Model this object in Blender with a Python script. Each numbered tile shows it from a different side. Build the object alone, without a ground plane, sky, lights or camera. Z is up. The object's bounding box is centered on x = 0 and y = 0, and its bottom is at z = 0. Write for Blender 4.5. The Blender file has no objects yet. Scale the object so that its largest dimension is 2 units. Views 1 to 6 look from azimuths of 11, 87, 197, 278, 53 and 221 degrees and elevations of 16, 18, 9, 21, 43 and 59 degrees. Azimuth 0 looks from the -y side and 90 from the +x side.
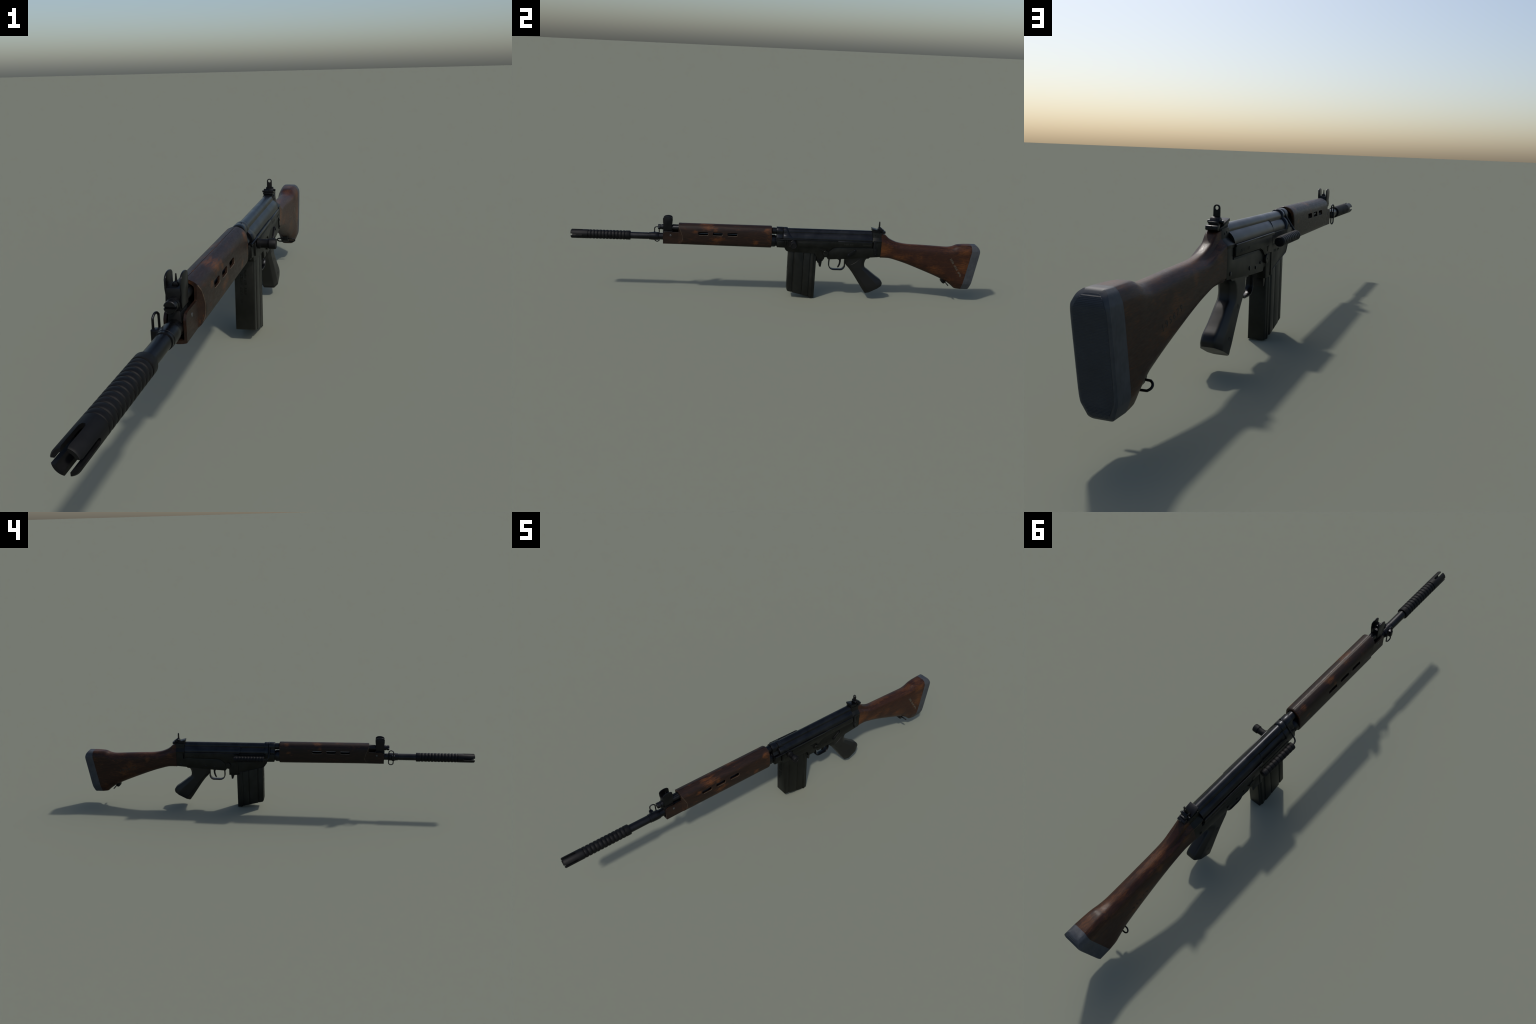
# Wooden-stocked battle rifle, built part by part.  Muzzle towards -y, butt towards +y.
import bpy, bmesh, math, random
from mathutils import Vector, Matrix
from mathutils.bvhtree import BVHTree

random.seed(7)
XC = -0.0075                      # the rifle's mid plane
BZ = 0.2893                       # bore axis height
GZ = 0.3350                       # gas tube axis height
COL = bpy.context.scene.collection

# ------------------------------------------------------------------ materials
def new_mat(name):
    m = bpy.data.materials.new(name)
    m.use_nodes = True
    nt = m.node_tree
    nt.nodes.clear()
    out = nt.nodes.new('ShaderNodeOutputMaterial')
    p = nt.nodes.new('ShaderNodeBsdfPrincipled')
    nt.links.new(p.outputs[0], out.inputs[0])
    return m, nt, p

def noise(nt, co, scale, detail=4.0, rough=0.55, stretch=None, dist=0.0):
    if stretch:
        mp = nt.nodes.new('ShaderNodeMapping')
        mp.inputs['Scale'].default_value = stretch
        nt.links.new(co, mp.inputs[0]); co = mp.outputs[0]
    n = nt.nodes.new('ShaderNodeTexNoise')
    n.inputs['Scale'].default_value = scale
    n.inputs['Detail'].default_value = detail
    n.inputs['Roughness'].default_value = rough
    n.inputs['Distortion'].default_value = dist
    nt.links.new(co, n.inputs['Vector'])
    return n.outputs[0]

def ramp(nt, fac, stops):
    r = nt.nodes.new('ShaderNodeValToRGB')
    el = r.color_ramp.elements
    while len(el) < len(stops):
        el.new(0.5)
    for e, (pos, c) in zip(el, stops):
        e.position = pos
        e.color = (c, c, c, 1) if isinstance(c, (int, float)) else (*c, 1)
    nt.links.new(fac, r.inputs[0])
    return r.outputs[0]

def mix(nt, fac, a, b, mode='MIX'):
    n = nt.nodes.new('ShaderNodeMix')
    n.data_type = 'RGBA'; n.blend_type = mode
    for sock, v in ((n.inputs[0], fac), (n.inputs[6], a), (n.inputs[7], b)):
        if isinstance(v, (int, float)):
            sock.default_value = v
        elif isinstance(v, tuple):
            sock.default_value = (*v, 1)
        else:
            nt.links.new(v, sock)
    return n.outputs[2]

def math_node(nt, op, a, b):
    n = nt.nodes.new('ShaderNodeMath'); n.operation = op; n.use_clamp = True
    for s, v in zip(n.inputs, (a, b)):
        if isinstance(v, (int, float)): s.default_value = v
        else: nt.links.new(v, s)
    return n.outputs[0]

def bump(nt, p, h, strength, dist=0.001):
    b = nt.nodes.new('ShaderNodeBump')
    b.inputs['Strength'].default_value = strength
    b.inputs['Distance'].default_value = dist
    nt.links.new(h, b.inputs['Height'])
    nt.links.new(b.outputs[0], p.inputs['Normal'])

def worn_mat(name, dark, light, r0, r1, spec=0.5, metal=0.0, grain=260.0, bstr=0.12, patch=22.0):
    """painted or blued metal / moulded plastic: two close tones in cloudy patches with fine grain"""
    m, nt, p = new_mat(name)
    co = nt.nodes.new('ShaderNodeTexCoord').outputs['Object']
    a = noise(nt, co, patch, 5, 0.6)
    g = noise(nt, co, grain, 3, 0.6)
    f = ramp(nt, a, [(0.35, 0.0), (0.68, 1.0)])
    f2 = math_node(nt, 'MULTIPLY', f, ramp(nt, g, [(0.3, 0.45), (0.7, 1.0)]))
    nt.links.new(mix(nt, f2, dark, light), p.inputs['Base Color'])
    nt.links.new(ramp(nt, a, [(0.3, r0), (0.7, r1)]), p.inputs['Roughness'])
    p.inputs['Specular IOR Level'].default_value = spec
    p.inputs['Metallic'].default_value = metal
    bump(nt, p, g, bstr, 0.0006)
    return m

def blob(nt, co, c, r):
    """1 at the centre c of an ellipsoid of radii r, falling to 0 at its edge (rifle coordinates)"""
    sub = nt.nodes.new('ShaderNodeVectorMath'); sub.operation = 'SUBTRACT'
    nt.links.new(co, sub.inputs[0]); sub.inputs[1].default_value = (c[0] + XC, c[1], c[2])
    mul = nt.nodes.new('ShaderNodeVectorMath'); mul.operation = 'MULTIPLY'
    nt.links.new(sub.outputs[0], mul.inputs[0]); mul.inputs[1].default_value = tuple(1.0 / k for k in r)
    ln = nt.nodes.new('ShaderNodeVectorMath'); ln.operation = 'LENGTH'
    nt.links.new(mul.outputs[0], ln.inputs[0])
    return math_node(nt, 'SUBTRACT', 1.0, ln.outputs['Value'])

def wood_mat(name, dark, mid, worn, amount, seed, blobs=(), rough=(0.34, 0.52), gain=0.30):
    """oiled walnut: dark stained skin, grain along the length, worn through to orange in patches"""
    m, nt, p = new_mat(name)
    tc = nt.nodes.new('ShaderNodeTexCoord').outputs['Object']
    mp = nt.nodes.new('ShaderNodeMapping')
    mp.inputs['Location'].default_value = (seed * 0.37, seed * 0.61, seed * 0.23)
    nt.links.new(tc, mp.inputs[0]); co = mp.outputs[0]
    fibre = noise(nt, co, 60, 5, 0.65, (9.0, 0.75, 9.0), 0.6)
    band = noise(nt, co, 14, 3, 0.5, (4.0, 0.6, 4.0), 1.2)
    big = noise(nt, co, 13, 5, 0.65, (1.6, 0.8, 1.6))
    rag = noise(nt, co, 120, 6, 0.8, (1.7, 0.5, 1.7))
    base = mix(nt, ramp(nt, band, [(0.38, 0.0), (0.66, 1.0)]), dark, mid)
    base = mix(nt, ramp(nt, fibre, [(0.38, 0.85), (0.60, 0.0)]), base, tuple(c * 0.5 for c in dark))
    w = math_node(nt, 'ADD', math_node(nt, 'MULTIPLY', big, 0.50), math_node(nt, 'MULTIPLY', rag, 0.56))
    tot = None
    for c, r in blobs:
        b = blob(nt, tc, c, r)
        tot = b if tot is None else math_node(nt, 'MAXIMUM', tot, b)
    if tot is not None:
        w = math_node(nt, 'ADD', w, math_node(nt, 'MULTIPLY', tot, gain))
    w = ramp(nt, w, [(amount - 0.03, 0.0), (amount + 0.06, 0.45), (amount + 0.22, 1.0)])
    w = math_node(nt, 'MULTIPLY', w, ramp(nt, fibre, [(0.33, 0.15), (0.56, 1.0)]))
    nt.links.new(mix(nt, w, base, worn), p.inputs['Base Color'])
    nt.links.new(ramp(nt, rag, [(0.3, rough[0]), (0.7, rough[1])]), p.inputs['Roughness'])
    p.inputs['Specular IOR Level'].default_value = 0.22
    bump(nt, p, fibre, 0.15, 0.0008)
    return m

M_STEEL = worn_mat('blued_steel', (0.016, 0.0165, 0.0185), (0.029, 0.030, 0.032), 0.30, 0.42, 0.5, 0.92)
M_COVER = worn_mat('polished_blued_steel', (0.020, 0.021, 0.024), (0.034, 0.036, 0.039), 0.27, 0.38, 0.5, 0.92, grain=420, bstr=0.05)
M_FRAME = worn_mat('parkerised_steel', (0.018, 0.0185, 0.017), (0.030, 0.031, 0.0285), 0.40, 0.52, 0.5, 0.92)
M_MATT = worn_mat('matt_black_steel', (0.010, 0.010, 0.0105), (0.018, 0.018, 0.019), 0.52, 0.64, 0.5, 0.85, grain=500)
M_MAG = worn_mat('magazine_steel', (0.022, 0.0225, 0.020), (0.036, 0.037, 0.033), 0.38, 0.50, 0.5, 0.92, patch=14)
M_POLY = worn_mat('black_polymer', (0.0028, 0.0028, 0.0027), (0.0048, 0.0048, 0.0046), 0.36, 0.5, 0.38, grain=700)
M_DARK = worn_mat('near_black_steel', (0.0025, 0.0025, 0.0026), (0.0045, 0.0045, 0.0045), 0.5, 0.65, 0.25)  # near-black steel tone; also painted in recesses in place of shade
M_BRIGHT = worn_mat('bare_steel', (0.06, 0.062, 0.066), (0.10, 0.104, 0.108), 0.35, 0.5, 0.5, 0.6)
M_STAMP = worn_mat('stamped_mark', (0.034, 0.035, 0.032), (0.05, 0.052, 0.047), 0.5, 0.65, 0.4, 0.8)
M_INK = worn_mat('scratched_paint', (0.050, 0.047, 0.034), (0.11, 0.10, 0.078), 0.6, 0.75, 0.3, patch=160)
M_STAMPWOOD = worn_mat('stamped_digits', (0.016, 0.017, 0.014), (0.036, 0.037, 0.030), 0.6, 0.7, 0.3, patch=120)
STOCK_WEAR = [((0.03, 0.515, 0.265), (0.03, 0.055, 0.05)), ((0.03, 0.60, 0.225), (0.03, 0.06, 0.03)), ((0.035, 0.93, 0.19), (0.03, 0.05, 0.075)), ((0.03, 0.79, 0.17), (0.03, 0.06, 0.05)),
              ((0.03, 0.925, 0.265), (0.03, 0.04, 0.03)), ((0.0, 0.93, 0.29), (0.035, 0.045, 0.02)), ((-0.034, 0.752, 0.222), (0.02, 0.035, 0.035)), ((-0.034, 0.785, 0.195), (0.02, 0.03, 0.03)), ((-0.034, 0.80, 0.18), (0.02, 0.03, 0.022)),
              ((-0.02, 0.53, 0.325), (0.02, 0.035, 0.03)), ((0.0, 0.66, 0.289), (0.02, 0.13, 0.014)), ((0.0, 0.83, 0.283), (0.02, 0.07, 0.014)), ((-0.032, 0.66, 0.26), (0.02, 0.02, 0.02)), ((-0.032, 0.54, 0.285), (0.02, 0.025, 0.02))]
GUARD_WEAR = [((0.026, -0.345, 0.345), (0.03, 0.050, 0.026)), ((0.03, -0.305, 0.335), (0.03, 0.022, 0.025)), ((0.03, -0.405, 0.325), (0.02, 0.022, 0.012)), ((0.032, -0.295, 0.290), (0.02, 0.050, 0.018)), ((0.03, -0.305, 0.268), (0.02, 0.045, 0.016)),
              ((0.03, -0.112, 0.280), (0.02, 0.022, 0.022)), ((0.025, -0.055, 0.340), (0.02, 0.022, 0.022)), ((-0.02, -0.075, 0.350), (0.02, 0.022, 0.018)), ((-0.015, -0.225, 0.354), (0.025, 0.030, 0.018)), ((-0.01, -0.330, 0.357), (0.02, 0.040, 0.012)), ((0.012, -0.355, 0.357), (0.02, 0.05, 0.012)),
              ((-0.03, -0.24, 0.335), (0.02, 0.02, 0.015)), ((-0.03, -0.08, 0.312), (0.015, 0.018, 0.012)), ((0.0, -0.26, 0.360), (0.0022, 0.30, 0.012)), ((0.0, -0.486, 0.352), (0.03, 0.007, 0.016)), ((0.0, -0.035, 0.32), (0.05, 0.006, 0.06)), ((0.0, -0.55, 0.318), (0.05, 0.07, 0.0035))]
M_STOCK = wood_mat('stock_walnut', (0.026, 0.0098, 0.0060), (0.042, 0.0157, 0.0073), (0.112, 0.039, 0.0098), 0.58, 3.0, STOCK_WEAR, gain=0.18)
M_GUARD = wood_mat('handguard_walnut', (0.0155, 0.0083, 0.0060), (0.0265, 0.0125, 0.0074), (0.125, 0.043, 0.0105), 0.62, 11.0, GUARD_WEAR, gain=0.23)
M_WORNEDGE = worn_mat('worn_wood_edge', (0.05, 0.034, 0.020), (0.11, 0.08, 0.05), 0.5, 0.65, 0.4, patch=90)

def rubber_mat():
    m, nt, p = new_mat('scuffed_rubber')
    co = nt.nodes.new('ShaderNodeTexCoord').outputs['Object']
    a = noise(nt, co, 38, 6, 0.68)
    b = noise(nt, co, 120, 5, 0.7, (1.0, 1.0, 0.35))
    f = math_node(nt, 'ADD', math_node(nt, 'MULTIPLY', a, 0.6), math_node(nt, 'MULTIPLY', b, 0.45))
    nt.links.new(mix(nt, ramp(nt, f, [(0.38, 0.0), (0.72, 1.0)]), (0.026, 0.030, 0.036), (0.055, 0.060, 0.068)), p.inputs['Base Color'])
    p.inputs['Roughness'].default_value = 0.55
    p.inputs['Specular IOR Level'].default_value = 0.35
    bump(nt, p, b, 0.2, 0.0008)
    return m
M_RUBBER = rubber_mat()
M_RUBBERDARK = worn_mat('ribbed_rubber', (0.026, 0.030, 0.0365), (0.038, 0.043, 0.051), 0.6, 0.7, 0.35)

# ------------------------------------------------------------------ helpers
ROOT = bpy.data.objects.new('rifle', None)
ROOT.empty_display_size = 0.2
COL.objects.link(ROOT)
ROOT['label'] = 'black steel battle rifle with worn brown wooden stock'
ROOT['category'] = 'rifle'

def finish(me, angle=35):
    for p in me.polygons:
        p.use_smooth = True
    me.set_sharp_from_angle(angle=math.radians(angle))

def make(name, verts, faces, mat, parent=None, bevel=0.0, seg=2, angle=35, limit=30):
    """verts are given relative to the mid plane: x = 0 is the rifle's centre"""
    bm = bmesh.new()
    vs = [bm.verts.new((v[0] + XC, v[1], v[2])) for v in verts]
    for f in faces:
        try:
            bm.faces.new([vs[i] for i in f])
        except ValueError:
            pass
    bmesh.ops.remove_doubles(bm, verts=bm.verts, dist=1e-6)
    bmesh.ops.recalc_face_normals(bm, faces=bm.faces)
    me = bpy.data.meshes.new(name)
    bm.to_mesh(me); bm.free()
    me.materials.append(mat)
    ob = bpy.data.objects.new(name, me)
    COL.objects.link(ob)
    ob.parent = parent or ROOT
    if bevel:
        md = ob.modifiers.new('b', 'BEVEL')
        md.width = bevel; md.segments = seg; md.limit_method = 'ANGLE'
        md.angle_limit = math.radians(limit); md.use_clamp_overlap = True
        apply_mods(ob)
    finish(ob.data, angle)
    return ob

def apply_mods(ob):
    dg = bpy.context.evaluated_depsgraph_get()
    dg.update()
    ev = ob.evaluated_get(dg)
    me = bpy.data.meshes.new_from_object(ev)
    old = ob.data
    ob.modifiers.clear()
    ob.data = me
    me.name = old.name

def cut(ob, cutters):
    for c in cutters:
        md = ob.modifiers.new('c', 'BOOLEAN')
        md.object = c; md.operation = 'DIFFERENCE'; md.solver = 'EXACT'
    apply_mods(ob)
    for c in cutters:
        me = c.data
        bpy.data.objects.remove(c)
        bpy.data.meshes.remove(me)
    finish(ob.data)

def prism(name, poly, a, b, mat, parent=None, axis='x', bevel=0.0, seg=2, **kw):
    """axis x: poly in (y,z), extruded a..b in x;  axis y: poly in (x,z);  axis z: poly in (x,y)"""
    def P(p, t):
        return {'x': (t, p[0], p[1]), 'y': (p[0], t, p[1]), 'z': (p[0], p[1], t)}[axis]
    n = len(poly)
    verts = [P(p, a) for p in poly] + [P(p, b) for p in poly]
    faces = [list(range(n)), list(range(2 * n - 1, n - 1, -1))]
    faces += [[i, (i + 1) % n, n + (i + 1) % n, n + i] for i in range(n)]
    return make(name, verts, faces, mat, parent, bevel, seg, **kw)

def box(name, x0, x1, y0, y1, z0, z1, mat, parent=None, bevel=0.001, **kw):
    return prism(name, [(y0, z0), (y1, z0), (y1, z1), (y0, z1)], x0, x1, mat, parent, 'x', bevel, **kw)

def turned(name, prof, mat, parent=None, cx=0.0, cy=0.0, cz=0.0, axis='y', n=40, angle=35, hollow=False):
    """solid of revolution; prof = [(t, r)...] along the axis"""
    verts, faces = [], []
    for t, r in prof:
        for k in range(n):
            a = 2 * math.pi * k / n
            u, v = r * math.cos(a), r * math.sin(a)
            verts.append({'y': (cx + u, t, cz + v), 'x': (t, cy + u, cz + v), 'z': (cx + u, cy + v, t)}[axis])
    for i in range(len(prof) - 1):
        for k in range(n):
            faces.append([i * n + k, i * n + (k + 1) % n, (i + 1) * n + (k + 1) % n, (i + 1) * n + k])
    if hollow:
        i = len(prof) - 1
        for k in range(n):
            faces.append([i * n + k, i * n + (k + 1) % n, (k + 1) % n, k])
    else:
        faces.append(list(range(n))[::-1])
        faces.append([(len(prof) - 1) * n + k for k in range(n)])
    return make(name, verts, faces, mat, parent, angle=angle)

def catmull(pts, sub, closed=False):
    pts = [Vector(p) for p in pts]
    n = len(pts); out = []
    for i in range(n if closed else n - 1):
        g = lambda j: pts[j % n] if closed else pts[max(0, min(n - 1, j))]
        p0, p1, p2, p3 = g(i - 1), g(i), g(i + 1), g(i + 2)
        for s in range(sub):
            t = s / sub
            out.append(0.5 * ((2 * p1) + (p2 - p0) * t + (2 * p0 - 5 * p1 + 4 * p2 - p3) * t * t + (3 * p1 - p0 - 3 * p2 + p3) * t ** 3))
    if not closed:
        out.append(pts[-1])
    return out

def wire(name, path, r, mat, parent=None, closed=False, n=12, sub=6):
    pts = catmull(path, sub, closed)
    m = len(pts); verts, faces = [], []
    up = Vector((0.13, 0.31, 0.94)).normalized()
    for i, p in enumerate(pts):
        if closed:
            t = (pts[(i + 1) % m] - pts[i - 1]).normalized()
        else:
            t = (pts[min(m - 1, i + 1)] - pts[max(0, i - 1)]).normalized()
        a = t.cross(up)
        if a.length < 0.05:
            a = t.cross(Vector((1, 0, 0)))
        a.normalize(); b = a.cross(t); b.normalize()
        up = b                      # carry the frame along
        for k in range(n):
            w = 2 * math.pi * k / n
            verts.append(p + a * (r * math.cos(w)) + b * (r * math.sin(w)))
    for i in range(m if closed else m - 1):
        j = (i + 1) % m
        shift = 0
        if closed and j == 0:       # find the twist that closes the ring best
            shift = min(range(n), key=lambda s: (verts[i * n] - verts[s]).length)
        for k in range(n):
            faces.append([i * n + k, i * n + (k + 1) % n, j * n + (k + 1 + shift) % n, j * n + (k + shift) % n])
    if not closed:
        faces.append(list(range(n))[::-1]); faces.append([(m - 1) * n + k for k in range(n)])
    return make(name, verts, faces, mat, parent, angle=60)

def pchip(xs, ys, x):
    n = len(xs)
    if x <= xs[0]: return ys[0]
    if x >= xs[-1]: return ys[-1]
    h = [xs[i + 1] - xs[i] for i in range(n - 1)]
    d = [(ys[i + 1] - ys[i]) / h[i] for i in range(n - 1)]
    m = [d[0]] + [0.0] * (n - 2) + [d[-1]]
    for i in range(1, n - 1):
        if d[i - 1] * d[i] > 0:
            w1, w2 = 2 * h[i] + h[i - 1], h[i] + 2 * h[i - 1]
            m[i] = (w1 + w2) / (w1 / d[i - 1] + w2 / d[i])
    i = max(k for k in range(n - 1) if xs[k] <= x)
    t = (x - xs[i]) / h[i]
    return ((1 + 2 * t) * (1 - t) ** 2 * ys[i] + t * (1 - t) ** 2 * h[i] * m[i]
            + t * t * (3 - 2 * t) * ys[i + 1] + t * t * (t - 1) * h[i] * m[i + 1])

def round_poly(poly, rr, k=5):
    """replace every corner by a curve that takes the fraction rr[i] of the shorter neighbouring edge"""
    out = []; n = len(poly)
    for i in range(n):
        p = Vector(poly[i]); a = Vector(poly[i - 1]); b = Vector(poly[(i + 1) % n])
        q = rr[i]
        s, e = p.lerp(a, q), p.lerp(b, q)
        for j in range(k):
            t = j / (k - 1)
            out.append(s * (1 - t) ** 2 + p * 2 * t * (1 - t) + e * t * t)
    return out

def skin(name, rings, mat, parent=None, angle=35, bevel=0.0, mirror=False):
    n = len(rings[0]); verts = [v for r in rings for v in r]; faces = []
    for i in range(len(rings) - 1):
        for k in range(n):
            faces.append([i * n + k, i * n + (k + 1) % n, (i + 1) * n + (k + 1) % n, (i + 1) * n + k])
    if mirror:                      # the section is symmetrical: close it with level strips, so that curved ends stay smooth
        for o in (0, (len(rings) - 1) * n):
            faces += [[o + k, o + k + 1, o + n - 2 - k, o + n - 1 - k] for k in range(n // 2 - 1)]
    else:
        faces.append(list(range(n))[::-1]); faces.append([(len(rings) - 1) * n + k for k in range(n)])
    return make(name, verts, faces, mat, parent, angle=angle, bevel=bevel)

def pin(name, x, y, z, r, h, side, mat, parent, dome=0.35):
    """round bolt head standing h proud of the face at |x|"""
    s = side
    return turned(name, [(s * (x - 0.006), r), (s * (x + h * (1 - dome)), r), (s * (x + h * 0.85), r * 0.82), (s * (x + h), r * 0.45)],
                  mat, parent, cy=y, cz=z, axis='x', n=20)

def glyphs(name, n, origin, du, dv, size, normal, mat, parent, bvh=None, depth=0.0006, gaps=(), seed=1):
    """a worn, unreadable row of stamped characters: a few short strokes each"""
    rng = random.Random(seed)
    o, du, dv, nn = Vector(origin), Vector(du).normalized(), Vector(dv).normalized(), Vector(normal).normalized()
    bars = [((0, 0), (0, 1)), ((0.6, 0), (0.6, 1)), ((0, 0), (0.6, 0)), ((0, 1), (0.6, 1)), ((0, 0.5), (0.6, 0.5)), ((0, 0), (0.6, 1)), ((0, 1), (0.6, 0)), ((0.3, 0), (0.3, 1))]
    verts, faces = [], []
    x = 0.0
    for i in range(n):
        for a, b in rng.sample(bars, 3):
            A = Vector((x + a[0] * size, a[1] * size)); B = Vector((x + b[0] * size, b[1] * size))
            t = (B - A).normalized() * size * 0.09; w = Vector((-t.y, t.x))
            q = [A - t - w, B + t - w, B + t + w, A - t + w]
            base = len(verts)
            ring = [o + du * p.x + dv * p.y for p in q]
            if bvh:
                fixed = []
                for p in ring:
                    hit = bvh.ray_cast(Vector((XC, 0, 0)) + p + nn * 0.1, -nn)
                    fixed.append(hit[0] - Vector((XC, 0, 0)) if hit[0] else p)
                ring = fixed
            verts += [p - nn * 0.001 for p in ring] + [p + nn * depth for p in ring]
            b0 = base
            faces += [[b0, b0 + 1, b0 + 2, b0 + 3], [b0 + 7, b0 + 6, b0 + 5, b0 + 4]]
            faces += [[b0 + k, b0 + (k + 1) % 4, b0 + 4 + (k + 1) % 4, b0 + 4 + k] for k in range(4)]
        x += size * (1.0 + (1.0 if i in gaps else 0.0))
    bm = bmesh.new()
    vs = [bm.verts.new((v[0] + XC, v[1], v[2])) for v in verts]
    for f in faces: bm.faces.new([vs[i] for i in f])
    bmesh.ops.recalc_face_normals(bm, faces=bm.faces)
    me = bpy.data.meshes.new(name); bm.to_mesh(me); bm.free()
    me.materials.append(mat)
    ob = bpy.data.objects.new(name, me); COL.objects.link(ob); ob.parent = parent
    ob['kind'] = 'stuff'
    return ob

def bvh_of(ob):
    bm = bmesh.new(); bm.from_mesh(ob.data)
    t = BVHTree.FromBMesh(bm); bm.free()
    return t

# ------------------------------------------------------------------ muzzle and barrel
R = 0.0221
prof = [(-1.000, 0.0148), (-1.000, 0.0200), (-0.9970, R), (-0.9185, R)]
N_RIB, y0, pitch = 11, -0.9175, 0.01605
for i in range(N_RIB):
    a = y0 + i * pitch
    prof += [(a, 0.0196), (a + 0.0012, 0.0196), (a + 0.0026, R - 0.0007), (a + 0.0055, R), (a + 0.0110, R), (a + pitch - 0.0018, R - 0.0008)]
e = y0 + N_RIB * pitch
prof += [(e, 0.0196), (e + 0.0016, 0.0196), (e + 0.0024, R), (-0.7195, R), (-0.718, R - 0.001), (-0.718, 0.012), (-0.90, 0.012), (-0.935, 0.0148)]
hider = turned('flash_hider', prof, M_MATT, cz=BZ, n=48, hollow=True)
sl = 0.0048
slotters = []
for ax in 'xz':
    tip = [(-1.05, -sl), (-0.949, -sl), (-0.9445, -sl * 0.45), (-0.9445, sl * 0.45), (-0.949, sl), (-1.05, sl)]
    if ax == 'x':
        slotters.append(prism('cutter', [(p[0], p[1] + BZ) for p in tip], -0.05, 0.05, M_DARK, axis='x'))
    else:
        slotters.append(prism('cutter', [(p[1], p[0]) for p in tip], BZ - 0.05, BZ + 0.05, M_DARK, axis='z'))
cut(hider, slotters)
hider.data.materials.append(M_DARK)                            # inner faces darkened to paint in the shade inside
for p in hider.data.polygons:
    if math.hypot(p.center.x - XC, p.center.z - BZ) < 0.0155 and p.center.y < -0.80 and p.center.y > -0.999:
        p.material_index = 1

barrel = turned('barrel', [(-0.925, 0.0135), (-0.925, 0.0165), (-0.632, 0.0165), (-0.6315, 0.0158), (-0.6285, 0.0158), (-0.628, 0.0182), (-0.619, 0.0182), (-0.6185, 0.0190),
                           (-0.600, 0.0195), (-0.5855, 0.0195), (-0.580, 0.0178), (-0.5795, 0.0166), (-0.476, 0.0166), (-0.466, 0.0203), (-0.08, 0.0210), (-0.03, 0.022)], M_STEEL, cz=BZ, n=40)
turned('bore_disc', [(-0.9262, 0.0125), (-0.9262, 0.0085), (-0.90, 0.0085)], M_DARK, barrel, cz=BZ, n=24)  # flat dark disc stands in for the open barrel end

# sling swivel on the right side of the barrel
swivel = prism('sling_swivel', [(-0.0300, -0.6105), (-0.0235, -0.6125), (-0.012, -0.6125), (-0.012, -0.596), (-0.0235, -0.596), (-0.0300, -0.598)], 0.2765, 0.3035, M_STEEL, axis='z', bevel=0.0025, seg=3)
cx, cy, cz = -0.0242, -0.5935, 0.2925
lp = []
for k in range(24):
    a = 2 * math.pi * k / 24
    u = 0.0118 * math.cos(a)
    v = 0.0255 * (1 if math.sin(a) > 0 else -1) + 0.0115 * math.sin(a) if abs(math.sin(a)) > 1e-6 else 0.0
    lp.append((cx + u * 0.16, cy + u * 0.97, cz + v))
wire('swivel_loop', lp, 0.0025, M_STEEL, swivel, closed=True, sub=2)

# ------------------------------------------------------------------ gas block, front sight
gas = turned('gas_tube', [(-0.56, 0.0120), (-0.52, 0.0125), (-0.515, 0.0140), (-0.478, 0.0140), (-0.468, 0.0163), (-0.05, 0.0163), (-0.034, 0.0140), (-0.034, 0.0142), (-0.0315, 0.0162), (-0.018, 0.0162), (-0.008, 0.0150)], M_STEEL, cz=GZ, n=36)
for k in range(3):
    box('gas_tube_rib', 0.0085 - 0.0085 * k - 0.0012, 0.0085 - 0.0085 * k + 0.0012, -0.515, -0.472, GZ + 0.008, GZ + 0.0150 + (0.0008 if k == 1 else -0.0022), M_STEEL, gas, bevel=0.0006)
sight = prism('front_sight', [(-0.0125, 0.320), (-0.0135, 0.327), (-0.0120, 0.336), (-0.0120, 0.346), (-0.0150, 0.356), (-0.0150, 0.3655), (0.0150, 0.3655), (0.0150, 0.356), (0.0120, 0.346), (0.0120, 0.336), (0.0135, 0.327), (0.0125, 0.320)],
              -0.5590, -0.5175, M_STEEL, axis='y', bevel=0.0012)
ear = [(-0.5580, 0.3255), (-0.5595, 0.3400), (-0.5575, 0.3520), (-0.5598, 0.3630), (-0.5598, 0.3815), (-0.5570, 0.3865), (-0.5515, 0.3902), (-0.5440, 0.3923), (-0.5364, 0.3930), (-0.5285, 0.3922), (-0.5215, 0.3898), (-0.5165, 0.3850), (-0.5158, 0.3650), (-0.5175, 0.3480), (-0.5197, 0.3255)]
for s in (1, -1):
    e = prism('sight_ear', ear, s * 0.0125, s * 0.0160, M_STEEL, sight, bevel=0.0009)
    for v in e.data.vertices:                    # ears lean outward above the waist
        if v.co.z > 0.352:
            v.co.x += s * min(1, (v.co.z - 0.352) / 0.014) * 0.0007
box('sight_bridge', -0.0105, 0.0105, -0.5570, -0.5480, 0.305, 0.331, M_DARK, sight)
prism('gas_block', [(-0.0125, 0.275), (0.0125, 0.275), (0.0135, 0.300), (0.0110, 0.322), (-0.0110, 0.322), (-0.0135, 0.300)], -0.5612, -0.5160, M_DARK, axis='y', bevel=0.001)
prism('sight_post_base', [(-0.0060, 0.3650), (0.0060, 0.3650), (0.0060, 0.3690), (0.0030, 0.3735), (-0.0030, 0.3735), (-0.0060, 0.3690)], -0.5455, -0.5310, M_STEEL, sight, axis='y', bevel=0.0008)
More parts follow.
